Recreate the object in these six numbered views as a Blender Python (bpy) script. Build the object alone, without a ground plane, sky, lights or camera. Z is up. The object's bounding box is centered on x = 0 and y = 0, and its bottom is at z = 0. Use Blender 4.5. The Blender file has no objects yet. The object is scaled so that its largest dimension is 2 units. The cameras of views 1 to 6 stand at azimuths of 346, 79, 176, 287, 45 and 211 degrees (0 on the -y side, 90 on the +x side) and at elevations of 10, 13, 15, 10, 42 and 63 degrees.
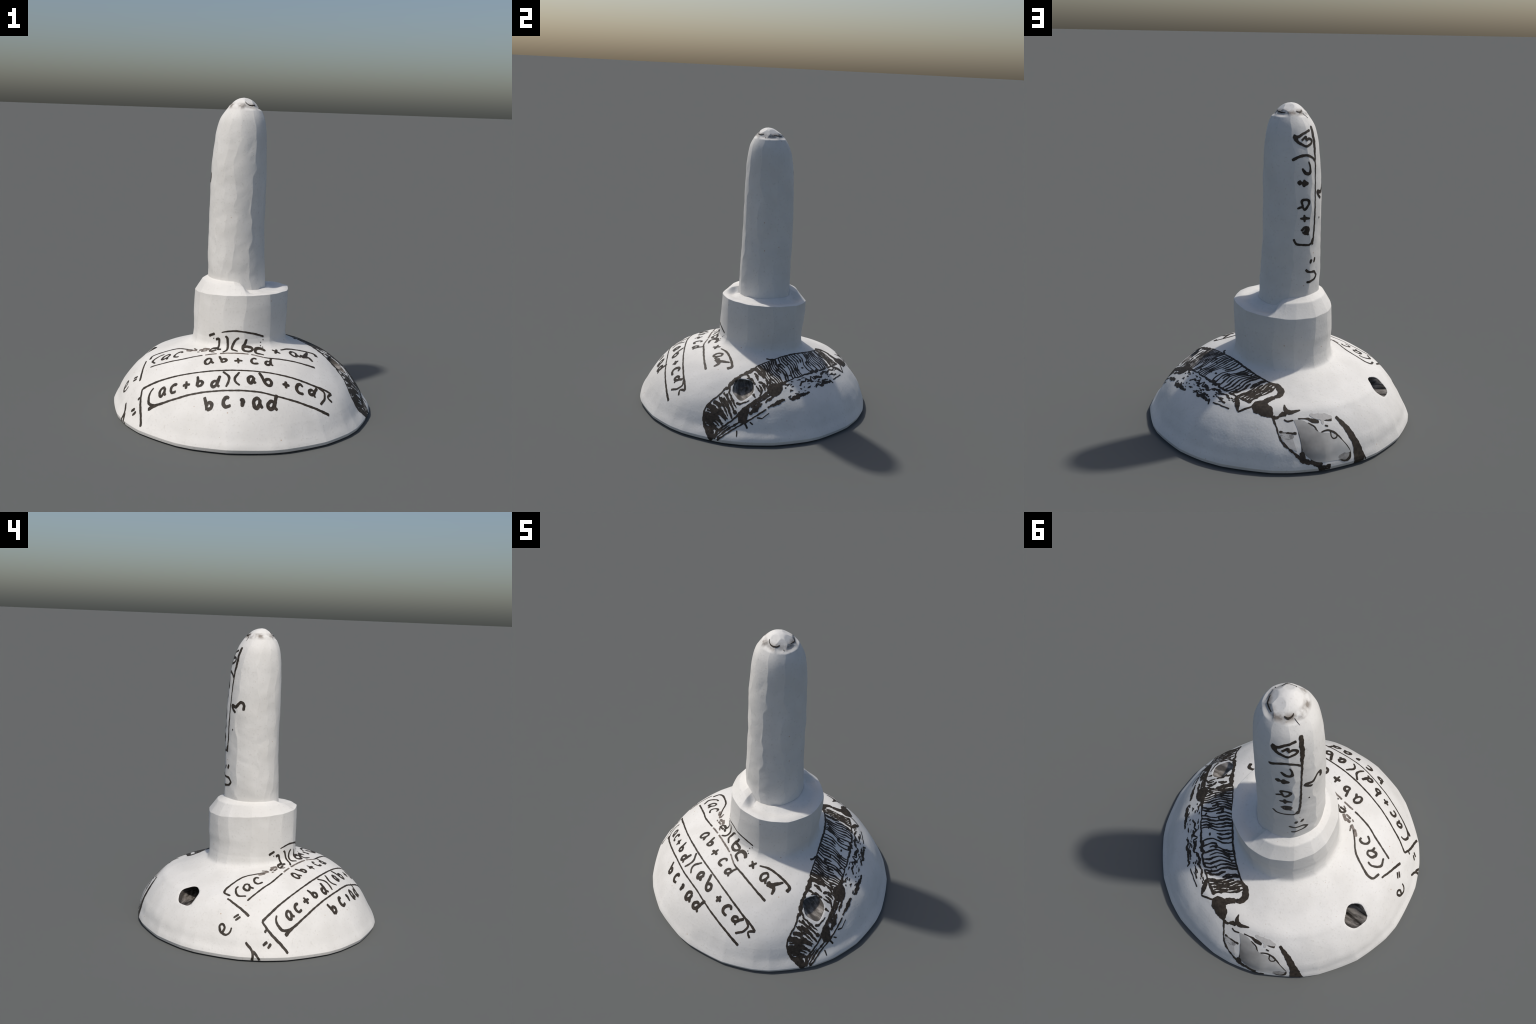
import bpy, math, random
import numpy as np

# ---------------------------------------------------------------- helpers
rng = np.random.default_rng(7)


def lumps(seed, scale, octaves=3):
    """Smooth pseudo-noise in [-1, 1]: a seeded sum of plane waves."""
    g = np.random.default_rng(seed)
    k = g.normal(size=(6 * octaves, 3))
    k /= np.linalg.norm(k, axis=1)[:, None]
    f = scale * np.repeat(2.0 ** np.arange(octaves), 6) * g.uniform(.7, 1.3, 6 * octaves)
    a = np.repeat(.55 ** np.arange(octaves), 6)
    p = g.uniform(0, 6.283, 6 * octaves)

    def fn(P):
        out = np.zeros(P.shape[:-1])
        for i in range(len(f)):
            out += a[i] * np.sin(P @ (k[i] * f[i]) + p[i])
        return out / a.sum() * 2.2
    return fn


def smooth(x, a, b):
    t = np.clip((x - a) / (b - a), 0, 1)
    return t * t * (3 - 2 * t)


def round_table(deg, table):
    """Interpolate (azimuth in degrees, value) pairs around the full circle."""
    a = np.array(sorted(table))
    return np.interp(np.mod(deg, 360), np.concatenate([a[-1:, 0] - 360, a[:, 0], a[:1, 0] + 360]),
                     np.concatenate([a[-1:, 1], a[:, 1], a[:1, 1]]))


def whittled(ph, corners, strength):
    """Radius factor of a ring that was cut with flats between the given corner azimuths."""
    c = np.radians(np.array(sorted(corners), float))
    c = np.concatenate([c[-1:] - 2 * np.pi, c, c[:1] + 2 * np.pi])
    p = np.mod(ph, 2 * np.pi)
    i = np.clip(np.searchsorted(c, p) - 1, 0, len(c) - 2)
    mid, half = (c[i] + c[i + 1]) / 2, (c[i + 1] - c[i]) / 2
    flat = np.cos(half) / np.cos(p - mid)
    return 1 + strength * (flat - 1) + strength * np.mean((np.diff(c) / 2) ** 2) / 7


def spline(points, n=8):
    P = np.array(points, float)
    Q = np.vstack([2 * P[0] - P[1], P, 2 * P[-1] - P[-2]])
    t = np.linspace(0, 1, n, endpoint=False)[:, None]
    out = []
    for i in range(1, len(Q) - 2):
        a, b, c, d = Q[i - 1:i + 3]
        out.append(.5 * (2 * b + (c - a) * t + (2 * a - 5 * b + 4 * c - d) * t * t + (3 * b - a - 3 * c + d) * t ** 3))
    return np.concatenate(out + [P[-1:]])


# ---------------------------------------------------------------- the clay body: one lofted surface
DOME = [(.824, .009), (.832, .030), (.824, .05), (.808, .08), (.788, .12), (.764, .16), (.737, .20), (.705, .24), (.667, .28),
        (.615, .326), (.547, .369), (.465, .406), (.39, .431), (.345, .446), (.322, .458), (.310, .478), (.304, .515)]
WALL = [(.304, .515), (.305, .60), (.306, .70), (.304, .77)]
DOME_CENTRE, COLLAR_CENTRE = np.array([-.012, .012]), np.array([-.02, .045])
COLLAR_EDGE = [(197, .775), (221, .783), (260, .792), (294, .796), (317, .794), (331, .792), (0, .790), (30, .782), (60, .770), (88, .757), (120, .750), (150, .753), (165, .762)]
ROD_FOOT = [(180, .858), (252, .858), (265, .845), (278, .803), (303, .797), (340, .803), (15, .807), (50, .80), (64, .803), (74, .84), (85, .853), (140, .862)]
ROD = [  # height, radius, centre x, centre y
    (.75, .1905, -.0445, .0605), (.95, .1855, -.054, .062), (1.15, .1815, -.0565, .068), (1.35, .1795, -.0575, .069), (1.55, .1765, -.054, .066),
    (1.70, .1695, -.050, .063), (1.80, .1580, -.046, .057), (1.87, .1400, -.043, .051), (1.925, .111, -.038, .047), (1.955, .086, -.038, .044),
    (1.982, .056, -.040, .040), (1.996, .027, -.042, .036), (2.0, 0.0, -.043, .034)]
ROD_FLATS = [12, 50, 90, 123, 166, 205, 231, 253, 289, 330]
COLLAR_FLATS = [5, 40, 75, 100, 124, 148, 165, 196, 219, 241, 266, 297, 330]
RIM_FLATS = [i * 360 / 27 + 4 * math.sin(i * 2.3) for i in range(27)]
HOLES = [((.650, -.203), .077, .058), ((-.645, .300), .079, .165)]      # place on the unrolled dome, radius, depth
HOLE_AXIS = {True: (-.94, .28, -.16), False: (.97, -.22, -.12)}           # the way each vent was pushed in

_prof = np.vstack([np.array(DOME[:1]), spline(DOME[1:]), np.array(WALL[1:])])
_len = np.concatenate([[0], np.cumsum(np.hypot(*np.diff(_prof, axis=0).T))])
_s = .32 + np.interp(.475, _prof[:, 1], _len) - _len      # unrolled distance from the axis: shrinks upwards
S_RIM, S_TOP = _s[0], _s[-1]
swell = lumps(3, 9, 2)
grain = lumps(5, 34, 2)
ripple = lumps(11, 5, 2)
chips = lumps(23, 60, 2)


def hole_outline(a, hx):
    """The vents are pushed through by hand: not quite round."""
    return 1 + .06 * np.sin(3 * a + hx * 9) + .04 * np.sin(5 * a)


def dome_point(ph, s, holes=True):
    """Point of the dome and of the collar wall: azimuth and unrolled distance from the axis."""
    ph, s = np.broadcast_arrays(np.asarray(ph, float), np.asarray(s, float))
    r = np.interp(s, _s[::-1], _prof[::-1, 0])
    z = np.interp(s, _s[::-1], _prof[::-1, 1])
    deg = np.degrees(ph)
    k = smooth(z, .40, .49)
    edge = round_table(deg, COLLAR_EDGE) + .0022 * chips(np.stack([np.cos(ph), np.sin(ph), 0 * ph], -1) * .22)
    on_dome = (1 - k)
    r = r + on_dome * .010 * np.cos(2 * (ph - math.radians(112))) * np.clip(z / .15, 0, 1) * np.clip((.45 - z) / .15, 0, 1)
    wob = ripple(np.stack([np.cos(ph), np.sin(ph), z * 4], -1)) * .06
    r = r * (1 + on_dome * smooth(z, .30, .02) * (whittled(ph, RIM_FLATS, .5) - 1) + k * (whittled(ph + wob, COLLAR_FLATS, .45) - 1))
    lean = k * smooth(z, .47, .77)
    r = r + lean * (.012 * np.cos(ph) + .012 * np.sin(ph))
    z = np.where(z > .515, .515 + (z - .515) * (edge - .515) / (.77 - .515), z)
    r = r + on_dome * (.004 + .005 * np.cos(2 * ph)) * smooth(z, .1, .0)
    sag = smooth(z, .30, .39) * smooth(z, .58, .46)
    z0 = z
    z = z - sag * (.011 + .020 * np.cos(ph - math.radians(118)))
    z = z - smooth(z0, .20, .30) * smooth(z0, .50, .43) * (.005 * np.cos(ph - math.radians(20)) + .003 * np.cos(2 * (ph - math.radians(155))))
    r = r + .010 * np.maximum(0, np.cos(ph - math.radians(-12))) ** 6 * smooth(z0, .08, .16) * smooth(z0, .36, .26)
    r = r - .006 * np.maximum(0, np.cos(ph - math.radians(122))) * smooth(z0, .45, .49) * smooth(z0, .62, .55)
    c = DOME_CENTRE * ((1 - k) * smooth(z0, .0, .15))[..., None] + COLLAR_CENTRE * k[..., None]
    P = np.stack([c[..., 0] + r * np.cos(ph), c[..., 1] + r * np.sin(ph), z], -1)
    out = np.stack([np.cos(ph) * .75, np.sin(ph) * .75, .65 * on_dome], -1)
    amp = smooth(z, 0.0, .06)
    P = P + out * (amp * (.0045 * swell(P) + .0012 * grain(P)))[..., None]
    if holes:
        X, Y = s * np.cos(ph), s * np.sin(ph)
        for (hx, hy), rad, depth in HOLES:
            a = np.arctan2(Y - hy, X - hx)
            d = np.hypot(X - hx, Y - hy) * hole_outline(a, hx)
            push = depth * smooth(rad - d, 0, .020) + .003 * smooth(rad + .014 - d, 0, .016)
            floor = .02 * np.sin(2 * a + 1) * smooth(rad * .7 - d, 0, .04)
            inward = np.array(HOLE_AXIS[hx > 0])
            P = P + inward * (push + floor)[..., None]
    return P


TIP_CENTRE = np.array([-.040, .040, 1.925])
TIP_FLATS = []
for _k in range(13):
    _a, _e = _k * 2.39996, .42 + .055 * _k
    _n = np.array([math.cos(_a) * math.cos(_e), math.sin(_a) * math.cos(_e), math.sin(_e)])
    TIP_FLATS.append((_n, math.sqrt((.098 * _n[0]) ** 2 + (.098 * _n[1]) ** 2 + (.074 * _n[2]) ** 2) - .005 - .004 * (_k % 3) / 2))


def rod_point(ph, z):
    ph, z = np.broadcast_arrays(np.asarray(ph, float), np.asarray(z, float))
    T = np.array(ROD)
    Q = spline(T, 6)
    r, cx, cy = (np.interp(z, Q[:, 0], Q[:, i]) for i in (1, 2, 3))
    cx, cy = cx + .003, cy - .002
    body = smooth(z, 1.97, 1.85)
    wob = ripple(np.stack([np.cos(ph), np.sin(ph), z * 3.2], -1)) * .13 + ripple(np.stack([np.cos(ph) + 4, np.sin(ph), z * 11], -1)) * .07
    r = np.maximum(r, 0) * (1 + (.35 + .65 * body) * (whittled(ph + wob, ROD_FLATS, .38) - 1))
    P = np.stack([cx + r * np.cos(ph), cy + r * np.sin(ph), z], -1)
    out = np.stack([np.cos(ph), np.sin(ph), 0 * ph], -1)
    P = P + out * (np.minimum(r, .1) / .1 * ((.0022 * swell(P * 1.6) + .0022 * (np.abs(grain(P * .75)) - .4) + .0006 * grain(P * 1.7))))[..., None]
    # worn tip: cut by a handful of small flats, with a crumpled step below them
    tip = smooth(z, 1.92, 1.945)
    step = np.exp(-((z - 1.948) / .007) ** 2) * smooth(chips(P * .35), -.5, .6)
    P = P + out * (.0035 * step + tip * .0025 * (np.abs(chips(P)) - .4) * smooth(r, .0, .03))[..., None]
    for n, d in TIP_FLATS:
        over = np.maximum(0, (P - TIP_CENTRE) @ n - d) * tip
        P = P - over[..., None] * n
    return P


def shelf_point(ph, v):
    """Top of the collar: v runs from its outer edge (0) to the foot of the rod (1)."""
    deg = np.degrees(ph)
    E = dome_point(ph, np.full_like(ph, S_TOP))
    zj = round_table(deg, ROD_FOOT)
    J = rod_point(ph, zj)
    P = E + (J - E) * v
    raised = smooth(zj, .80, .85)
    rise = np.where(v < .55, v / .55 * .80, .80 + .20 * (v - .55) / .45)
    z_raised = E[..., 2] + (zj - E[..., 2]) * rise
    z_flat = E[..., 2] + (zj - E[..., 2]) * smooth(v, .72, 1.0) * .8 + .2 * v * (zj - E[..., 2]) + .004 * math.sin(v * 9)
    P[..., 2] = z_flat * (1 - raised) + z_raised * raised
    P[..., 2] += .003 * swell(P * 2.2) * math.sin(math.pi * v)
    return P


NP = 720
ph = np.arange(NP) * 2 * np.pi / NP
rows, region = [], []            # region of the faces that lie between a row and the next one
rim = dome_point(ph, np.full(NP, S_RIM))
for t in np.linspace(.04, .97, 8):
    q = rim * t
    q[:, 2] = 0 if t > .9 else .003
    rows.append(q); region.append("foot")
EDGE = S_RIM - math.hypot(DOME[1][0] - DOME[0][0], DOME[1][1] - DOME[0][1])
s_rows = np.concatenate([[S_RIM, S_RIM - .001, S_RIM - .012, EDGE + .002, EDGE, EDGE - .002], np.linspace(EDGE - .008, .40, 124), np.linspace(.396, .262, 34)])
S_map, PH_map = (np.array(a) for a in np.meshgrid(s_rows, ph, indexing="ij"))
for (hx, hy), rad, depth in HOLES:            # let the grid lines near a vent follow its lip and its inner corner
    X, Y = S_map * np.cos(PH_map), S_map * np.sin(PH_map)
    a = np.arctan2(Y - hy, X - hx)
    out = hole_outline(a, hx)
    d = np.hypot(X - hx, Y - hy) * out
    for ring in (rad, rad - .012):
        d = np.where(np.abs(d - ring) < .0042, ring, d)
    near = (np.hypot(X - hx, Y - hy) < rad + .03) & (S_map > .3)
    X2, Y2 = hx + d / out * np.cos(a), hy + d / out * np.sin(a)
    S_map = np.where(near, np.hypot(X2, Y2), S_map)
    PH_map = np.where(near, np.arctan2(Y2, X2), PH_map)
for s, q in zip(S_map, PH_map):
    rows.append(dome_point(q, s)); region.append("dome_base")
for s in np.concatenate([np.linspace(.258, S_TOP + .012, 40), [S_TOP + .006, S_TOP + .002, S_TOP]]):
    rows.append(dome_point(ph, np.full(NP, s))); region.append("collar")
for v in np.concatenate([[.015, .05], np.linspace(.08, .97, 24), [.99]]):
    rows.append(shelf_point(ph, float(v))); region.append("collar")
zj = round_table(np.degrees(ph), ROD_FOOT)
for t in np.concatenate([[0, .003, .01], np.linspace(.018, .93, 130), 1 - .07 * np.cos(np.linspace(0, 1, 46) * np.pi / 2)[1:-1] ** 1.3]):
    rows.append(rod_point(ph, zj + (2.0 - zj) * t)); region.append("rod")
V = np.concatenate(rows)
nrow = len(rows)
apex = V[-NP:].mean(0) + np.array([0, 0, .0015])
V = np.vstack([V, [[0, 0, .002]], apex[None]])
V[:, 2] = np.maximum(V[:, 2], 0)
V[:, 2] *= 2.0 / V[:, 2].max()
i = np.arange(NP)
faces, tag = [], []
for k in range(nrow - 1):
    a = k * NP + i
    b = k * NP + (i + 1) % NP
    faces.append(np.stack([a, b, b + NP, a + NP], 1)); tag += [region[k]] * NP
faces = np.concatenate(faces)
tag = np.array(tag, dtype=object)
tag[tag == "foot"] = "dome_base"
# faces that lie inside the two vents
S_all = np.concatenate([np.zeros(8 * NP), S_map.ravel()])
PH_all = np.concatenate([np.zeros(8 * NP), PH_map.ravel()])
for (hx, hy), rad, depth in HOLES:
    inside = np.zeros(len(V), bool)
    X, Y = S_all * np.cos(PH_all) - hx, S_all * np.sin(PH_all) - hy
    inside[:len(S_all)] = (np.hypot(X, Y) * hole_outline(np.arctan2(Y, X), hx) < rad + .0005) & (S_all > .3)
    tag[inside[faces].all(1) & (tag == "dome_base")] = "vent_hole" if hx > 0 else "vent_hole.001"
tri_bottom = [(len(V) - 2, int((j + 1) % NP), int(j)) for j in range(NP)]
top = (nrow - 1) * NP
tri_top = [(len(V) - 1, int(top + j), int(top + (j + 1) % NP)) for j in range(NP)]


def mesh_object(name, verts, polys, mat, normals=None):
    me = bpy.data.meshes.new(name)
    me.from_pydata(verts, [], polys)
    me.update()
    me.polygons.foreach_set("use_smooth", np.ones(len(me.polygons), bool))
    if normals is not None:
        me.normals_split_custom_set_from_vertices(normals)
    me.materials.append(mat)
    ob = bpy.data.objects.new(name, me)
    bpy.context.scene.collection.objects.link(ob)
    return ob


whole = bpy.data.meshes.new("whole")
whole.from_pydata(V.tolist(), [], faces.tolist() + tri_bottom + tri_top)
whole.update()
nor = np.zeros(len(V) * 3)
whole.vertex_normals.foreach_get("vector", nor)
nor = nor.reshape(-1, 3)
bpy.data.meshes.remove(whole)


# ---------------------------------------------------------------- materials
def new_material(name):
    m = bpy.data.materials.new(name)
    m.use_nodes = True
    nt = m.node_tree
    bsdf = nt.nodes["Principled BSDF"]
    coord = nt.nodes.new("ShaderNodeTexCoord")

    def node(kind, inputs=None, **props):
        n = nt.nodes.new(kind)
        for k, v in props.items():
            setattr(n, k, v)
        for k, v in (inputs or {}).items():
            if hasattr(v, "is_linked"):
                nt.links.new(v, n.inputs[k])
            else:
                n.inputs[k].default_value = v
        return n
    return m, nt, bsdf, coord, node


def mix_colour(node, factor, a, b):
    n = node("ShaderNodeMix", data_type="RGBA")
    ins = [s for s in n.inputs if s.enabled]
    for sock, v in zip(ins, (factor, a, b)):
        if hasattr(v, "is_linked"):
            n.id_data.links.new(v, sock)
        else:
            sock.default_value = v
    return [o for o in n.outputs if o.enabled][0]


def ramp(node, fac, lo, hi):
    n = node("ShaderNodeMapRange", {"Value": fac, "From Min": lo, "From Max": hi})
    n.clamp = True
    return n.outputs[0]


def glazed_clay():
    m, nt, bsdf, coord, node = new_material("white_glazed_clay")
    obj = coord.outputs["Object"]
    cloud = node("ShaderNodeTexNoise", {"Vector": obj, "Scale": 5.0, "Detail": 4.0, "Roughness": .6})
    base = mix_colour(node, ramp(node, cloud.outputs["Fac"], .35, .65), (.725, .708, .675, 1), (.668, .650, .615, 1))
    fine = node("ShaderNodeTexNoise", {"Vector": obj, "Scale": 70.0, "Detail": 3.0})
    base = mix_colour(node, ramp(node, fine.outputs["Fac"], .58, .80), base, (.60, .58, .54, 1))
    # iron specks burnt into the glaze
    for scale, size, colour, keep in ((17.0, .055, (.42, .27, .17, 1), .80), (38.0, .075, (.50, .42, .35, 1), .84)):
        vor = node("ShaderNodeTexVoronoi", {"Vector": obj, "Scale": scale, "Randomness": 1.0})
        dot = ramp(node, vor.outputs["Distance"], size * 1.7, size * .7)
        sep = node("ShaderNodeSeparateColor", {"Color": vor.outputs["Color"]})
        some = ramp(node, sep.outputs[0], keep, keep + .10)
        both = node("ShaderNodeMath", {0: dot, 1: some}, operation="MULTIPLY")
        soft = node("ShaderNodeMath", {0: both.outputs[0], 1: .75}, operation="MULTIPLY")
        base = mix_colour(node, soft.outputs[0], base, colour)
    # finger grime caught in the folds of the pinched tip
    sep = node("ShaderNodeSeparateXYZ", {"Vector": obj})
    up = ramp(node, sep.outputs[2], 1.925, 1.945)
    down = ramp(node, sep.outputs[2], 1.972, 1.955)
    dirt = node("ShaderNodeTexNoise", {"Vector": obj, "Scale": 24.0, "Detail": 4.0})
    g = node("ShaderNodeMath", {0: up, 1: down}, operation="MULTIPLY")
    g = node("ShaderNodeMath", {0: g.outputs[0], 1: ramp(node, dirt.outputs["Fac"], .34, .58)}, operation="MULTIPLY")
    base = mix_colour(node, g.outputs[0], base, (.27, .24, .21, 1))
    nt.links.new(base, bsdf.inputs["Base Color"])
    bsdf.inputs["Roughness"].default_value = .62
    bsdf.inputs["Specular IOR Level"].default_value = .25
    bump = node("ShaderNodeBump", {"Strength": .18, "Distance": .004, "Height": fine.outputs["Fac"]})
    nt.links.new(bump.outputs[0], bsdf.inputs["Normal"])
    return m


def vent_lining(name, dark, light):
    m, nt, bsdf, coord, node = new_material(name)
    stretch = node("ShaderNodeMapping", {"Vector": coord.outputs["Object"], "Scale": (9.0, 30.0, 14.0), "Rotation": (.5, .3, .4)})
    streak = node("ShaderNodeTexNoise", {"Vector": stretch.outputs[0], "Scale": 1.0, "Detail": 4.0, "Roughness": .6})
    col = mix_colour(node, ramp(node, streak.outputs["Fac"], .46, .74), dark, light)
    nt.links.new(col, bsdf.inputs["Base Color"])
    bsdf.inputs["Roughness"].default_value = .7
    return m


def ink(name, dark, light, spread):
    m, nt, bsdf, coord, node = new_material(name)
    n = node("ShaderNodeTexNoise", {"Vector": coord.outputs["Object"], "Scale": 60.0, "Detail": 3.0})
    col = mix_colour(node, ramp(node, n.outputs["Fac"], .5 - spread, .5 + spread), dark, light)
    nt.links.new(col, bsdf.inputs["Base Color"])
    bsdf.inputs["Roughness"].default_value = .6
    bsdf.inputs["Specular IOR Level"].default_value = .25
    return m


def shaded_wash(name, centre, reach, dark, light):
    """A brushed wash that is thick at one point and thins out from there."""
    m, nt, bsdf, coord, node = new_material(name)
    far = node("ShaderNodeVectorMath", {0: coord.outputs["Object"], 1: centre}, operation="DISTANCE")
    n = node("ShaderNodeTexNoise", {"Vector": coord.outputs["Object"], "Scale": 22.0, "Detail": 3.0})
    f = node("ShaderNodeMath", {0: far.outputs["Value"], 1: node("ShaderNodeMath", {0: n.outputs["Fac"], 1: .10}, operation="MULTIPLY").outputs[0]}, operation="ADD")
    col = mix_colour(node, ramp(node, f.outputs[0], .05, reach), dark, light)
    nt.links.new(col, bsdf.inputs["Base Color"])
    bsdf.inputs["Roughness"].default_value = .6
    return m


CLAY = glazed_clay()
LINING = {"vent_hole": vent_lining("grey_vent_lining", (.085, .075, .064, 1), (.42, .39, .36, 1)),
          "vent_hole.001": vent_lining("dark_vent_lining", (.026, .021, .017, 1), (.30, .275, .25, 1))}
INK = ink("black_underglaze_ink", (.014, .011, .008, 1), (.062, .048, .036, 1), .28)
FADED = ink("faded_brown_ink", (.055, .043, .035, 1), (.24, .205, .18, 1), .25)
WASH = shaded_wash("shaded_grey_wash", tuple(dome_point(math.atan2(.900, -.075), math.hypot(.900, .075))), .30, (.13, .122, .112, 1), (.56, .545, .515, 1))
DEEP = ink("deep_grey_wash", (.19, .18, .168, 1), (.42, .40, .375, 1), .40)
SHADE = ink("grey_wash", (.44, .42, .395, 1), (.60, .58, .55, 1), .40)

thing = bpy.data.objects.new("ceramic_handled_dome", None)
thing["label"] = "white ceramic dome with upright handle and black handwritten formulas"
thing["category"] = "ceramic sculpture"
bpy.context.scene.collection.objects.link(thing)

polys = faces.tolist() + tri_bottom + tri_top
tags = np.array(tag.tolist() + ["dome_base"] * NP + ["rod"] * NP, dtype=object)
parts = {}
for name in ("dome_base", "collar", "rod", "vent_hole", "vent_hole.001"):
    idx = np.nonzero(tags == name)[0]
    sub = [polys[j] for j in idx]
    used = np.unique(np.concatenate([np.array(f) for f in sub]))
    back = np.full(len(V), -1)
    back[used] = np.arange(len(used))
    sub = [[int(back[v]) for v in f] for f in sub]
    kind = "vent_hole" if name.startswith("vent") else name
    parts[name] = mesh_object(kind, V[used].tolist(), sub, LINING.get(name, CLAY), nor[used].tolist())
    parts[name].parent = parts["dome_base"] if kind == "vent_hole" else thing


# ---------------------------------------------------------------- brushwork: thin films of ink laid on the clay
# Dome strokes are written on the unrolled dome (x, y = distance from the axis times cos, sin of the azimuth);
# rod strokes on the unrolled rod (x = azimuth in degrees, y = height).
ROD_R = .178
brush = np.random.default_rng(41)
_lift = [0]


def on_dome(q):
    s = np.hypot(q[..., 0], q[..., 1])
    return dome_point(np.arctan2(q[..., 1], q[..., 0]), np.clip(s, S_TOP, S_RIM - .0015))


def on_rod(q):
    return rod_point(q[..., 0] / ROD_R, q[..., 1])


def film(place, q, lift):
    """Lift map points q off the clay along the surface normal."""
    P = place(q)
    e = .003
    dx = place(q + [e, 0]) - place(q - [e, 0])
    dy = place(q + [0, e]) - place(q - [0, e])
    n = np.cross(dx, dy)
    n /= np.linalg.norm(n, axis=-1, keepdims=True) + 1e-12
    return P + n * lift, n


def in_hole(q):
    return np.any([np.hypot(q[:, 0] - h[0], q[:, 1] - h[1]) < rad + .001 for h, rad, d in HOLES], axis=0)


def resample(q, step):
    d = np.concatenate([[0], np.cumsum(np.hypot(*np.diff(q, axis=0).T))])
    n = max(3, int(d[-1] / step) + 1)
    t = np.linspace(0, d[-1], n)
    return np.stack([np.interp(t, d, q[:, 0]), np.interp(t, d, q[:, 1])], 1), t, d[-1]


class Paint:
    """Collects strokes and fills, then becomes one mesh object."""

    def __init__(self, place=on_dome, lift=.0008, bold=1.3):
        self.bold = bold
        self.v, self.f, self.n, self.place, self.lift = [], [], 0, place, lift

    def grid(self, q):
        """q: rows x columns x 2 map points. Adds a film with a rim that sinks into the clay."""
        _lift[0] = (_lift[0] + 1) % 11
        lift = self.lift + .00007 * _lift[0]
        film2 = lambda a, h: np.concatenate(film(self.place, a, h), -1)      # position and normal side by side
        top = film2(q, lift)
        rim = lambda a: film2(a, -.0015)
        body = np.concatenate([rim(q[:, :1]), top, rim(q[:, -1:])], 1)
        body = np.concatenate([np.concatenate([rim(q[:1, :1]), rim(q[:1]), rim(q[:1, -1:])], 1), body,
                               np.concatenate([rim(q[-1:, :1]), rim(q[-1:]), rim(q[-1:, -1:])], 1)], 0)
        r, c = body.shape[:2]
        k = np.arange(r * c).reshape(r, c) + self.n
        self.v.append(body.reshape(-1, 6))
        self.f.append(np.stack([k[:-1, :-1], k[1:, :-1], k[1:, 1:], k[:-1, 1:]], -1).reshape(-1, 4))
        self.n += r * c

    def stroke(self, points, width=.012, taper=(.6, .6), rough=.18, smoothed=True):
        """A brush stroke through map points; width may be a list that runs along the stroke."""
        q = np.array(points, float)
        if self.place is on_rod:
            q = q * [math.pi / 180 * ROD_R, 1]
        if len(q) == 2:
            q = np.array([q[0], (q[0] + q[1]) / 2, q[1]])
        if smoothed:
            q = spline(q, 8)
        q, t, length = resample(q, .0045)
        w = np.interp(t / length, np.linspace(0, 1, len(np.atleast_1d(width))), np.atleast_1d(width)) / 2 * self.bold
        cap = np.minimum(1, np.sqrt(np.clip(np.minimum(t / (w + 1e-6) + taper[0] ** 2, (length - t) / (w + 1e-6) + taper[1] ** 2), .05, 1)))
        p = brush.uniform(0, 6.28, 6)
        wob = lambda a, b, c: np.sin(t * 130 + a) + .5 * np.sin(t * 310 + b) + .9 * np.sin(t * 52 + c)
        k = np.minimum(w, .010) * rough * .5
        wl = cap * (w + k * wob(*p[:3]))
        wr = cap * (w + k * wob(*p[3:]))
        tan = np.gradient(q, axis=0)
        tan /= np.linalg.norm(tan, axis=1, keepdims=True) + 1e-12
        nor2 = np.stack([-tan[:, 1], tan[:, 0]], 1)
        cols = max(2, int(2 * w.max() / .010) + 2)
        u = np.linspace(-1, 1, cols)
        off = np.where(u[None] < 0, u[None] * wr[:, None], u[None] * wl[:, None])
        Q = q[:, None] + nor2[:, None] * off[..., None]
        ok = np.ones(len(q), bool)
        if self.place is on_dome:
            ok = ~in_hole(q) & (np.hypot(q[:, 0], q[:, 1]) < S_RIM)
        a = 0
        while a < len(q):
            if ok[a]:
                b = a
                while b < len(q) and ok[b]:
                    b += 1
                if b - a >= 2:
                    self.grid(Q[a:b])
                a = b
            else:
                a += 1

    def fill(self, edge_a, edge_b, ragged=.0):
        """A wash between two edges that run side by side."""
        a, b = (resample(spline(np.array(e, float), 8), .005) for e in (edge_a, edge_b))
        n = max(len(a[0]), len(b[0]))
        rs = lambda e: np.stack([np.interp(np.linspace(0, 1, n), np.linspace(0, 1, len(e[0])), e[0][:, i]) for i in (0, 1)], 1)
        A, B = rs(a), rs(b)
        if ragged:
            s = np.linspace(0, 40, n)
            A = A + (np.sin(s * 1.3 + 1) + np.sin(s * 3.1))[:, None] * ragged * np.array([.7, .7])
            B = B + (np.sin(s * 1.7 + 2) + np.sin(s * 2.9))[:, None] * ragged * np.array([.7, .7])
        cols = max(3, int(np.hypot(*(A - B).T).max() / .010) + 1)
        u = np.linspace(0, 1, cols)[None, :, None]
        self.grid(A[:, None] * (1 - u) + B[:, None] * u)

    def build(self, name, mat, parent, stuff=False):
        v = np.concatenate(self.v)
        ob = mesh_object(name, v[:, :3].tolist(), np.concatenate(self.f).tolist(), mat, v[:, 3:].tolist())
        ob.parent = parent
        if stuff:
            ob["kind"] = "stuff"
        return ob


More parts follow.
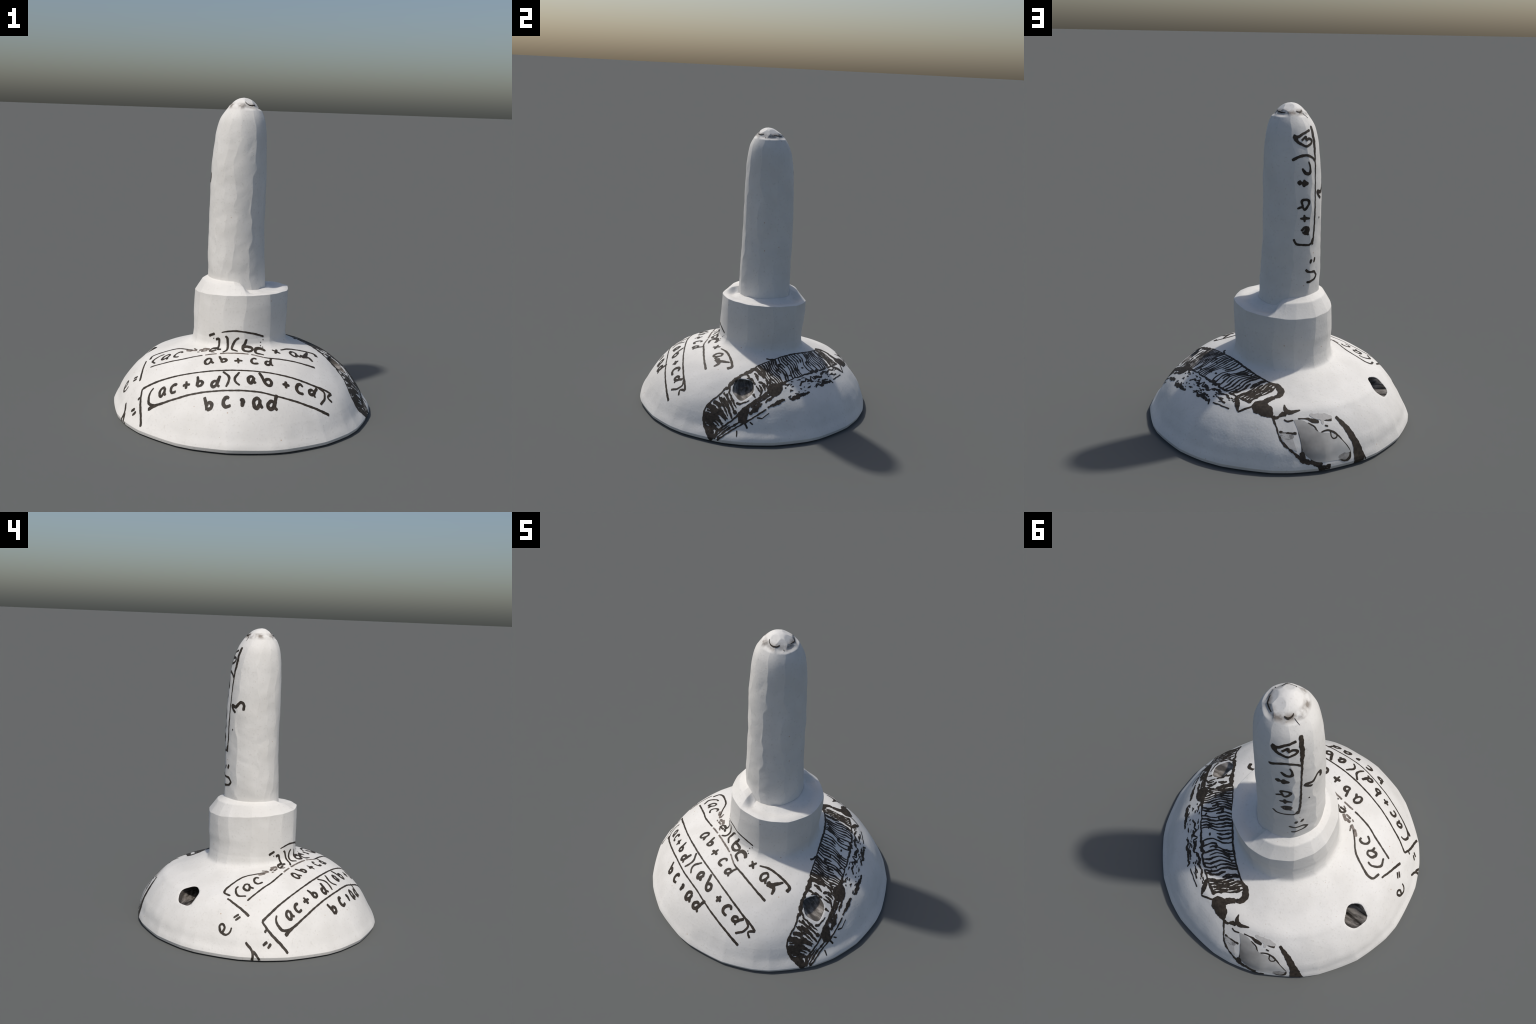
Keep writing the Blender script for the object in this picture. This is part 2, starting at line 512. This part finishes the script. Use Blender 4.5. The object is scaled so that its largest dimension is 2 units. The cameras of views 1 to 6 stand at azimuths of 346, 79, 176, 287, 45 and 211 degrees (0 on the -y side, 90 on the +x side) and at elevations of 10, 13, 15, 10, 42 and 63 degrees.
# handwritten signs in a unit box: base line 0, top 1
GLYPHS = {
    "a": ([(.78, .86), (.45, 1), (.10, .65), (.14, .18), (.42, .04), (.70, .40), (.80, .88)], [(.80, .90), (.76, .35), (1.0, .0)]),
    "b": ([(.08, 1.0), (.13, .55), (.10, .02)], [(.12, .30), (.38, .50), (.64, .32), (.52, .07), (.10, .03)]),
    "c": ([(.82, .82), (.58, 1), (.22, .82), (.10, .42), (.30, .08), (.85, .10)],),
    "d": ([(.52, .46), (.26, .52), (.05, .26), (.18, .03), (.46, .14), (.62, .52)], [(.74, 1.0), (.62, .55), (.60, .18), (.80, .02)]),
    "6": ([(-.10, 1.05), (.0, .80), (.05, .50), (.22, .10), (.50, .02), (.70, .22), (.56, .44), (.30, .46), (.12, .30)],),
    "+": ([(-.02, .48), (.45, .52), (.95, .50)], [(.42, 1.0), (.46, .5), (.44, .02)], [(.28, .52), (.62, .50)]),
    "i": ([(.30, .92), (.34, .5), (.28, .03)], [(.08, .72), (.36, .86), (.54, .62), (.34, .44)]),
    "e": ([(.08, .42), (.50, .58), (.55, .88), (.28, .98), (.08, .60), (.22, .15), (.55, .0), (.92, .16)],),
}
KIND = {"+": "plus_sign", "i": "plus_sign"}


def write(parent, glyph, x, y, height, tilt, width, place=on_dome):
    """One sign: foot centre, height, tilt in degrees, brush width."""
    p = Paint(place)
    a = math.radians(tilt)
    right, up = np.array([math.cos(a), math.sin(a)]), np.array([-math.sin(a), math.cos(a)])
    for k, line in enumerate(GLYPHS[glyph]):
        pts = [np.array([x, y]) + height * ((gx - .42) * right * (.85 if glyph in "bd6" else 1.0) + gy * up) for gx, gy in line]
        w = width * (1.5 if glyph == "+" and k == 2 else 1.0)
        p.stroke(pts, [w * brush.uniform(.8, 1.05), w * brush.uniform(.95, 1.25), w * brush.uniform(.75, 1.1)])
    p.build(KIND.get(glyph, "letter"), INK, parent)


def sign(parent, name, strokes, width, place=on_dome, mat=None):
    p = Paint(place)
    for line in strokes:
        p.stroke(line, width)
    p.build(name, mat or INK, parent)


# --- lower formula: root over (ac+bd)(ab+cd), divided by bc+ad
p = Paint()
p.stroke([(-.764, -.290), (-.660, -.342), (-.535, -.398), (-.380, -.456), (-.222, -.505), (-.106, -.534), (.010, -.557), (.157, -.581),
          (.325, -.600), (.430, -.606), (.487, -.614)], [.013, .010, .008, .009, .008, .008, .010, .014])
p.stroke([(.487, -.614), (.456, -.652), (.489, -.675)], [.016, .011, .012])
p.stroke([(-.762, -.288), (-.778, -.312), (-.806, -.362), (-.832, -.442), (-.865, -.525)], [.011, .014, .017, .016])
p.stroke([(-.800, -.335), (-.822, -.330)], .013)
p.stroke([(-.772, -.475), (-.715, -.498), (-.637, -.532), (-.530, -.571), (-.372, -.620), (-.206, -.664), (-.022, -.699), (.100, -.727),
          (.270, -.753), (.462, -.770)], [.020, .010, .009, .008, .008, .008, .009, .011, .015])
formula_f = p.build("painted_formula", INK, thing)
for g in [("a", -.653, -.475, .055, -26), ("c", -.575, -.510, .055, -25), ("+", -.486, -.540, .054, -22), ("b", -.390, -.570, .078, -18),
          ("d", -.298, -.614, .082, -18), ("a", -.073, -.637, .050, -8), ("6", .040, -.656, .092, 4), ("+", .147, -.667, .048, -8),
          ("c", .240, -.687, .065, -4), ("d", .331, -.680, .078, -18)]:
    write(formula_f, *g, .0145)
for g in [("b", -.360, -.733, .082, -3), ("c", -.250, -.757, .058, 0), ("i", -.148, -.777, .050, -5), ("a", -.060, -.794, .060, -2), ("d", .040, -.806, .098, -8)]:
    write(formula_f, *g, .0165)
sign(formula_f, "bracket", [[(-.686, -.371), (-.722, -.380), (-.748, -.422), (-.745, -.460), (-.715, -.495)]], [.010, .016, .013])
sign(formula_f, "bracket", [[(-.228, -.514), (-.201, -.565), (-.212, -.605), (-.232, -.634)]], [.010, .013, .010])
sign(formula_f, "bracket", [[(-.128, -.545), (-.164, -.583), (-.168, -.610), (-.146, -.642)]], [.010, .013, .010])
sign(formula_f, "bracket", [[(.386, -.608), (.428, -.626), (.426, -.674), (.391, -.723)]], [.010, .012, .012])
sign(formula_f, "letter", [[(-.922, -.214), (-.954, -.262), (-.980, -.278), (-1.04, -.285)], [(-.958, -.275), (-.978, -.312), (-1.000, -.335), (-1.03, -.342)]], [.015, .014, .018])
sign(formula_f, "equals_sign", [[(-.900, -.340), (-.866, -.366)], [(-.904, -.378), (-.866, -.395)]], .014)

# --- upper formula: root over (ac+bd)(bc+ad), divided by ab+cd; it climbs onto the collar
p = Paint()
p.stroke([(-.650, -.016), (-.632, .028), (-.600, .038), (-.545, .018), (-.454, -.045), (-.400, -.128), (-.365, -.180)], [.012, .013, .010, .009, .007, .006])
p.stroke([(-.680, -.004), (-.721, -.091), (-.763, -.192)], [.010, .011, .014])
p.stroke([(-.668, -.146), (-.530, -.206), (-.445, -.250), (-.320, -.294)], [.010, .010, .009, .008])
p.stroke([(.060, -.424), (.110, -.430), (.190, -.432), (.300, -.438), (.402, -.440)], [.007, .010, .010, .014])
p.stroke([(-.137, -.201), (-.094, -.211), (-.054, -.222), (.002, -.240), (.084, -.257)], [.005, .008, .008, .010])
p.stroke([(-.213, -.171), (-.175, -.186)], .011)
for dot in [(.085, -.275), (.071, -.295), (.070, -.317), (.083, -.324), (-.199, -.200)]:
    p.stroke([dot, (dot[0] + .003, dot[1] - .005)], .007)
p.stroke([(.205, -.322), (.275, -.282), (.372, -.256), (.446, -.254), (.455, -.292)], [.007, .011, .012, .020])
formula_e = p.build("painted_formula", INK, thing)
for g in [("a", -.305, -.410, .060, -9), ("b", -.200, -.430, .072, 0), ("+", -.121, -.468, .055, -11), ("c", -.015, -.486, .054, 0), ("d", .075, -.501, .074, -8),
          ("a", -.569, -.125, .064, -45), ("c", -.492, -.175, .066, -46), ("e", -.905, -.078, .088, -35), ("+", .150, -.372, .056, -30), ("a", .289, -.372, .060, 12)]:
    write(formula_e, *g, .012)
sign(formula_e, "bracket", [[(-.546, -.040), (-.584, -.034), (-.638, -.068), (-.630, -.125)]], [.009, .013, .010])
sign(formula_e, "bracket", [[(-.127, -.228), (-.124, -.250), (-.140, -.292), (-.158, -.315), (-.190, -.326)]], [.010, .012, .008])
sign(formula_e, "bracket", [[(-.059, -.261), (-.082, -.273), (-.109, -.299), (-.123, -.323), (-.092, -.349)]], [.010, .012, .008])
sign(formula_e, "letter", [[(-.190, -.216), (-.171, -.228), (-.189, -.256), (-.212, -.280), (-.192, -.294)], [(-.209, -.272), (-.246, -.255), (-.265, -.272), (-.222, -.284)]], [.013, .011, .010])
sign(formula_e, "letter", [[(-.018, -.276), (-.030, -.305), (-.048, -.324), (-.049, -.352), (-.010, -.362), (.010, -.340), (-.018, -.326), (-.045, -.326)]], [.013, .014, .012])
sign(formula_e, "letter", [[(.094, -.356), (.066, -.338), (.030, -.348), (.026, -.380), (.070, -.398)]], [.018, .016, .008])
sign(formula_e, "letter", [[(.325, -.336), (.352, -.350), (.372, -.340), (.386, -.345), (.402, -.380)], [(.330, -.362), (.356, -.338), (.376, -.305), (.398, -.266)]], [.022, .020, .011])
sign(formula_e, "equals_sign", [[(-.800, -.088), (-.770, -.118)], [(-.812, -.104), (-.782, -.134)]], .011)
p = Paint()
p.stroke([(-.304, -.300), (-.230, -.325)], .008)
p.stroke([(-.210, -.332), (-.120, -.362), (-.030, -.388)], .008)
p.stroke([(-.015, -.393), (.060, -.424)], .007)
for a, b, w in [((-.404, -.146), (-.374, -.186), .014), ((-.372, -.180), (-.340, -.206), .013), ((-.352, -.162), (-.340, -.200), .008), ((-.329, -.217), (-.290, -.226), .014),
                ((-.300, -.214), (-.262, -.250), .016), ((-.320, -.238), (-.280, -.255), .010), ((-.345, -.228), (-.330, -.240), .007), ((-.262, -.285), (-.240, -.300), .007)]:
    p.stroke([a, b], w)
p.build("faded_smear", FADED, formula_e)

# --- formula up the rod
p = Paint(on_rod)
p.stroke([(144, 1.873), (142.5, 1.82), (142.5, 1.77), (140.5, 1.69), (139, 1.61), (137.8, 1.55), (136.5, 1.45), (135.5, 1.35), (134, 1.25), (131.5, 1.175)],
         [.020, .022, .014, .008, .007, .007, .008, .009, .009, .010], rough=.3)
p.stroke([(131.5, 1.175), (128, 1.19), (131, 1.215), (133, 1.20)], .008)
formula_v = p.build("painted_formula", INK, thing)
rod_sign = lambda name, strokes, w: sign(formula_v, name, strokes, w, on_rod)
rod_sign("letter", [[(91, 1.823), (95.5, 1.798), (105, 1.778), (117, 1.763), (130, 1.774), (135, 1.793), (127.5, 1.804), (118.5, 1.796)],
                    [(118.5, 1.796), (119, 1.815), (108, 1.797)], [(90.5, 1.826), (99, 1.815), (115.5, 1.836), (134, 1.851)], [(98, 1.812), (99, 1.79)]], [.015, .012, .010, .012])
rod_sign("bracket", [[(86, 1.684), (98.5, 1.703), (116.5, 1.711), (131.5, 1.696), (139, 1.672)]], [.013, .012, .009])
rod_sign("letter", [[(120.5, 1.676), (123.6, 1.644), (122.5, 1.610), (113.6, 1.608), (106, 1.637)]], [.006, .010, .017, .010])
rod_sign("plus_sign", [[(96, 1.556), (106, 1.552)], [(104, 1.552), (119, 1.548)], [(110, 1.572), (109.2, 1.528)]], [.010, .024, .012])
rod_sign("letter", [[(95.5, 1.402), (105.5, 1.410), (111, 1.395), (119.5, 1.430), (116.5, 1.452), (105, 1.448), (107, 1.412)]], [.009, .013, .011])
rod_sign("plus_sign", [[(121.6, 1.340), (101.2, 1.344)], [(110, 1.364), (110.4, 1.320)]], [.008, .016, .008])
rod_sign("letter", [[(103.8, 1.268), (111, 1.288), (119, 1.274), (114, 1.250), (106, 1.260)], [(119.4, 1.290), (112, 1.262), (120, 1.240)]], [.012, .015, .011])
rod_sign("bracket", [[(89.5, 1.220), (96, 1.188), (109, 1.181), (122, 1.178), (130.5, 1.196)]], [.010, .011, .009])
rod_sign("equals_sign", [[(125.5, 1.060), (129, 1.085)], [(136.5, 1.062), (139, 1.092)]], .013)
rod_sign("letter", [[(115.5, 1.026), (122, 1.009), (134, 1.004)], [(132, 1.004), (140, 1.000), (148, .970)], [(147.5, .972), (138, .951), (118.5, .944)]], [.013, .010, .012])
rod_sign("letter", [[(156, 1.446), (146.5, 1.474), (144.3, 1.492), (157, 1.487), (167.5, 1.519), (176, 1.500), (175.3, 1.466)]], [.012, .016, .014])
rod_sign("stray_mark", [[(150, 1.338), (150.6, 1.326)]], .006)

# --- hatched band: ribs of a patch between an inner edge, a middle line and an outer edge
RIBS = np.array([  # inner x, y, middle x, y, outer x, y
    (.925, -.495, .920, -.478, .938, -.455), (.800, -.535, .885, -.440, .927, -.400), (.700, -.500, .863, -.370, .910, -.320), (.633, -.355, .845, -.310, .890, -.240),
    (.560, -.255, .788, -.210, .862, -.150), (.500, -.130, .715, -.060, .812, -.030), (.450, -.040, .655, .050, .765, .085), (.387, .070, .600, .145, .725, .200),
    (.310, .200, .520, .280, .650, .340), (.220, .335, .420, .420, .530, .475), (.130, .430, .325, .530, .390, .600), (.050, .490, .230, .610, .300, .660)])
_ribs = spline(RIBS, 10)


def band(t, v):
    """t: position along the band in ribs, v: 0 inner edge, 1 middle line, 2 outer edge."""
    row = np.array([np.interp(t, np.arange(len(_ribs)) / 10, _ribs[:, i]) for i in range(6)])
    a, m, b = row[:2], row[2:4], row[4:]
    return tuple(a + (m - a) * v if v <= 1 else m + (b - m) * (v - 1))


def along(t0, t1, v0, v1, wiggle=.0, n=8):
    return [band(t0 + (t1 - t0) * k / n, v0 + (v1 - v0) * k / n + brush.uniform(-wiggle, wiggle)) for k in range(n + 1)]


p = Paint(bold=1.0)
p.stroke([band(t, 0) for t in np.arange(0, 2.6, .25)], [.040, .026, .020, .012, .012], rough=.35)
p.stroke([band(t, .0) for t in np.arange(2.4, 3.5, .2)], [.014, .010, .016], rough=.4)
p.stroke([band(t, .06) for t in np.arange(3.3, 5.65, .15)], [.016, .026, .034, .030, .018, .032, .036, .020], rough=.5)
p.stroke([band(t, .0) for t in np.arange(5.5, 10.7, .25)], [.010, .007, .008, .012, .015, .013, .010, .012], rough=.3)
p.stroke([(.390, -.004), (.398, .022), (.394, .046), (.402, .062)], [.016, .011, .010])                  # spur
p.stroke([band(10.4, .02), (.060, .480), (.040, .515), (.042, .550), (.078, .578)], [.018, .034, .042, .040, .030], rough=.4)
p.stroke([(.078, .578), (.110, .590), (.150, .618), (.195, .628)], [.040, .034, .050, .060], rough=.4)
p.stroke([band(t, 1.0) for t in np.arange(0, 6.2, .3)], [.030, .016, .012, .018, .015, .012, .020, .024], rough=.4)
p.stroke(along(6.2, 8.6, 1.0, 1.02, .02, 14), [.020, .010, .008, .016, .012], rough=.5)
p.stroke(along(8.4, 9.5, 1.0, 1.0, .05, 10), [.020, .028, .012, .020], rough=.5)
p.stroke(along(9.6, 11.0, 1.02, .98, .02, 8), [.010, .014, .022], rough=.4)
p.stroke([band(t, 2.0) for t in np.arange(0, 5.0, .3)], [.016, .010, .011, .014, .010, .012], rough=.35)
p.stroke([band(t, 1.95) for t in np.arange(4.9, 6.25, .15)], [.012, .018, .028, .026, .012], rough=.5)
p.stroke(along(6.4, 7.75, 1.98, 2.0, .03, 9), [.012, .030, .036, .026, .020, .010], rough=.6)
p.stroke(along(8.3, 9.25, 1.90, 1.98, .08, 9), [.012, .022, .026, .014], rough=.5)
p.stroke([(.505, .490), (.503, .508), (.512, .530)], .012)
p.stroke(along(9.4, 10.2, 2.05, 2.03, .02, 6), .008)
# inside the outer strip
p.stroke([band(t, 1.62) for t in np.arange(.3, 3.0, .3)], [.014, .012, .020, .010], rough=.6)
p.stroke([band(t, 1.30) for t in np.arange(.4, 2.4, .3)], [.010, .012, .006], rough=.5)
p.stroke([band(2.95, 1.62), band(3.35, 1.5), band(3.7, 1.35), band(4.1, 1.15)], [.030, .074, .060, .030], rough=.3)
p.stroke([band(3.3, 2.0), band(3.45, 1.5)], .030)
p.stroke([band(3.9, 1.6), band(4.3, 1.55), band(4.75, 1.45)], [.022, .040, .016], rough=.6)
p.stroke(along(3.7, 5.2, 1.08, 1.10, .03), [.030, .022, .030], rough=.6)
p.stroke([(.575, -.165), (.590, -.130), (.635, -.112)], [.010, .018, .012], rough=.5)
p.stroke([(.570, -.250), (.600, -.285), (.650, -.300)], [.016, .010, .014], rough=.5)
p.stroke([(.740, -.270), (.752, -.235), (.742, -.170)], [.016, .010, .014], rough=.6)
p.stroke(along(4.2, 5.6, 1.28, 1.22, .03), [.010, .014, .008], rough=.5)
p.stroke(along(4.9, 5.6, 1.55, 1.40, .03), [.012, .022, .010], rough=.5)
p.stroke([band(5.25, 1.10), band(5.6, 1.10), band(6.0, 1.10), band(6.3, 1.05)], [.050, .098, .090, .040], rough=.25)
p.stroke(along(6.1, 6.8, 1.02, 1.02, .02), [.040, .012], rough=.4)
p.stroke(along(7.4, 9.9, 1.42, 1.32, .14, 18), [.008, .016, .010, .022, .014, .018, .010], rough=.7)
for k in range(80):                                                   # short lengthwise dashes
    t, v = brush.uniform(6.3, 10.2), brush.uniform(1.12, 1.92)
    d = brush.uniform(.05, .22)
    p.stroke([band(t, v), band(t + d, v + brush.uniform(-.03, .03))], brush.uniform(.004, .011), rough=.5)
# ribs of hatching; some fork, some stop short
t = 5.5
while t < 11.0:
    lean = brush.uniform(-.05, .05)
    va, vb = (0, 1) if brush.random() < .55 else ((0, brush.uniform(.45, .8)) if brush.random() < .5 else (brush.uniform(.2, .5), 1))
    pts = [band(t + lean * (v - .5) + .07 * math.sin(v * 7.5 + t * 2.2), v) for v in np.linspace(va, vb, 7)]
    w = brush.uniform(.0085, .0125)
    p.stroke(pts, [w * brush.uniform(.7, 1.2), w * brush.uniform(.9, 1.8), w * brush.uniform(.6, 1.1), w * brush.uniform(.8, 1.7), w * .8], rough=.35)
    if brush.random() < .55:
        v = brush.uniform(.15, .85)
        p.stroke([band(t, v), band(t + .13, v + brush.uniform(-.12, .12))], brush.uniform(.009, .016), rough=.5)
    t += brush.uniform(.125, .185)
for t in np.arange(.7, 3.5, .23):
    a, b = brush.uniform(0, .25), brush.uniform(.5, .98)
    p.stroke([band(t + brush.uniform(-.06, .06), a), band(t + .06 * math.sin(t * 9), (a + b) / 2), band(t + brush.uniform(-.12, .05), b)], [.012, .017, .008], rough=.5)
for t in np.arange(4.55, 5.6, .15):
    a, b = (brush.uniform(.05, .2), brush.uniform(.3, .5)) if brush.random() < .4 else (brush.uniform(.6, .7), brush.uniform(.85, 1))
    p.stroke([band(t, a), band(t + .05, b)], [.010, .014, .008], rough=.5)
for t0, v0, t1, v1, w in [(.9, .05, .75, .75, .012), (1.3, .10, 1.15, .95, .014), (1.55, .05, 1.5, .50, .016), (1.75, .0, 1.95, .70, .022), (1.95, .55, 1.7, .95, .014),
                          (2.2, .0, 2.25, .55, .030), (2.25, .5, 2.45, .85, .020), (2.5, .05, 2.6, .40, .022), (2.55, .40, 2.35, .70, .018), (2.85, .10, 2.95, .95, .014),
                          (3.1, .05, 3.3, .9, .012), (1.2, .45, 1.75, .55, .014), (2.0, .35, 2.6, .45, .016), (3.2, .8, 3.4, .95, .020), (.55, .1, .35, .9, .022),
                          (5.0, .80, 4.8, .98, .012), (5.05, .55, 5.3, .75, .014), (5.15, .20, 5.05, .50, .016), (5.3, .05, 5.5, .55, .018), (5.2, .70, 5.15, .92, .010),
                          (5.55, .62, 5.4, .85, .010), (10.25, .2, 10.3, .55, .012), (10.5, .35, 10.55, .9, .018), (10.7, .15, 10.72, .45, .012), (10.8, .5, 10.85, .95, .014)]:
    p.stroke([band(t0, v0), band((t0 + t1) / 2 + .04, (v0 + v1) / 2), band(t1, v1)], [w * 1.0, w * 1.45, w * .8], rough=.4)
p.stroke([(.325, .545), (.315, .585), (.318, .650)], [.020, .036, .018], rough=.3)                       # knot near the end
p.stroke([(.318, .655), (.270, .648), (.215, .640)], .012)
p.stroke([(.215, .618), (.180, .645), (.150, .668), (.118, .700), (.104, .722)], [.060, .100, .096, .074, .024], rough=.5)
for a, b, w in [((.887, -.228), (.930, -.211), .014), ((.889, -.189), (.911, -.167), .010), ((.924, -.293), (.962, -.297), .010), ((.870, -.132), (.880, -.092), .010), ((.880, -.095), (.849, -.036), .006)]:
    p.stroke([a, b], w)
p.build("painted_hatched_band", INK, thing, stuff=True)

# --- line drawing near the rim: a grey wash with broken outlines (plain stand-in)
p = Paint(lift=.0007)
p.fill([(-.030, .744), (-.055, .800), (-.072, .852), (-.088, .912), (-.125, .950), (-.200, .975), (-.300, .955), (-.395, .925)],
       [(-.040, .742), (-.090, .745), (-.130, .765), (-.180, .798), (-.215, .802), (-.290, .796), (-.352, .822), (-.431, .868)])
p.build("grey_wash", WASH, thing)
p = Paint(lift=.0009)
p.stroke([(-.425, .880), (-.405, .902), (-.350, .925)], [.016, .034, .012], rough=.3)
p.stroke([(.052, .826), (.020, .842), (-.030, .836)], [.030, .030, .010], rough=.3)
p.build("deep_wash", DEEP, thing)
p = Paint()
p.stroke([(.104, .712), (.082, .775), (.066, .832), (.034, .882), (-.026, .926), (-.095, .972), (-.160, .984), (-.240, 1.010)], [.012, .008, .008, .016, .010, .030, .012, .020], rough=.5)
p.stroke([(-.225, 1.004), (-.270, 1.018), (-.330, 1.005), (-.395, .985)], [.030, .062, .062, .030], rough=.15)
p.stroke([(-.150, .968), (-.190, .975), (-.240, .985)], [.010, .024, .014])
p.stroke([(-.058, .736), (-.113, .733), (-.140, .740), (-.190, .742)], [.006, .006, .020, .016])
p.stroke([(-.215, .722), (-.272, .716)], .016)
p.stroke([(-.118, .757), (-.159, .772), (-.178, .795), (-.197, .810), (-.221, .792), (-.258, .782), (-.301, .791), (-.352, .822), (-.400, .846), (-.431, .868)], [.006, .007, .007, .008, .014, .006, .006])
p.stroke([(-.431, .868), (-.432, .900), (-.400, .922), (-.326, .935)], [.010, .030, .020, .006])
p.stroke([(-.267, .784), (-.273, .812), (-.292, .823), (-.311, .812), (-.312, .797)], .007)
p.stroke([(-.228, .758), (-.250, .760)], .008)
p.stroke([(-.297, .692), (-.360, .732), (-.432, .786), (-.483, .837), (-.515, .880), (-.545, .922), (-.565, .950)], [.012, .026, .034, .040, .056, .068, .068], rough=.3)
p.stroke([(-.505, .832), (-.545, .852), (-.585, .872)], [.020, .012, .006])
p.stroke([(.104, .722), (.075, .728), (.050, .715), (.020, .705)], [.020, .012, .016, .020], rough=.5)
p.stroke([(.022, .640), (.020, .672), (.012, .692)], [.006, .014, .026])
p.stroke([(.026, .722), (.014, .698), (-.024, .697), (-.074, .682)], [.014, .026, .014, .007])
p.stroke([(.063, .812), (.011, .820), (-.048, .822)], [.012, .010, .010], rough=.5)
p.stroke([(.055, .828), (.020, .850), (.010, .872)], [.018, .030, .010])
p.stroke([(.030, .742), (.006, .752), (-.028, .746)], [.007, .008, .006])
p.stroke([(-.064, .760), (-.062, .810), (-.078, .870), (-.086, .940)], [.005, .006, .005])
p.stroke([(-.078, .925), (-.092, .950), (-.105, .968)], .026)
p.build("painted_figure", INK, thing)
p = Paint(lift=.0009)
p.stroke([(-.130, .708), (-.180, .712), (-.235, .706), (-.272, .700)], [.010, .030, .030, .012], rough=.3)
p.stroke([(-.210, .720), (-.214, .752)], .014)
p.fill([(.060, .820), (.040, .860), (.000, .905)], [(-.015, .826), (-.030, .870), (-.050, .920)])
p.build("grey_smudge", SHADE, thing)

# --- marks on the pinched tip
p = Paint(on_rod, .0014, .8)
p.stroke([(268, 1.966), (282, 1.956), (304, 1.954), (318, 1.962)], [.005, .008, .007])
p.stroke([(268, 1.966), (262, 1.975)], .006)
p.stroke([(10, 1.958), (40, 1.952), (66, 1.950)], [.004, .006, .004])
p.stroke([(110, 1.956), (122, 1.950), (134, 1.955), (140, 1.962)], [.006, .009, .006])
p.stroke([(140, 1.945), (148, 1.915)], [.005, .003])
p.stroke([(330, 1.944), (332, 1.938)], .008)
p.build("painted_tip_marks", INK, thing)
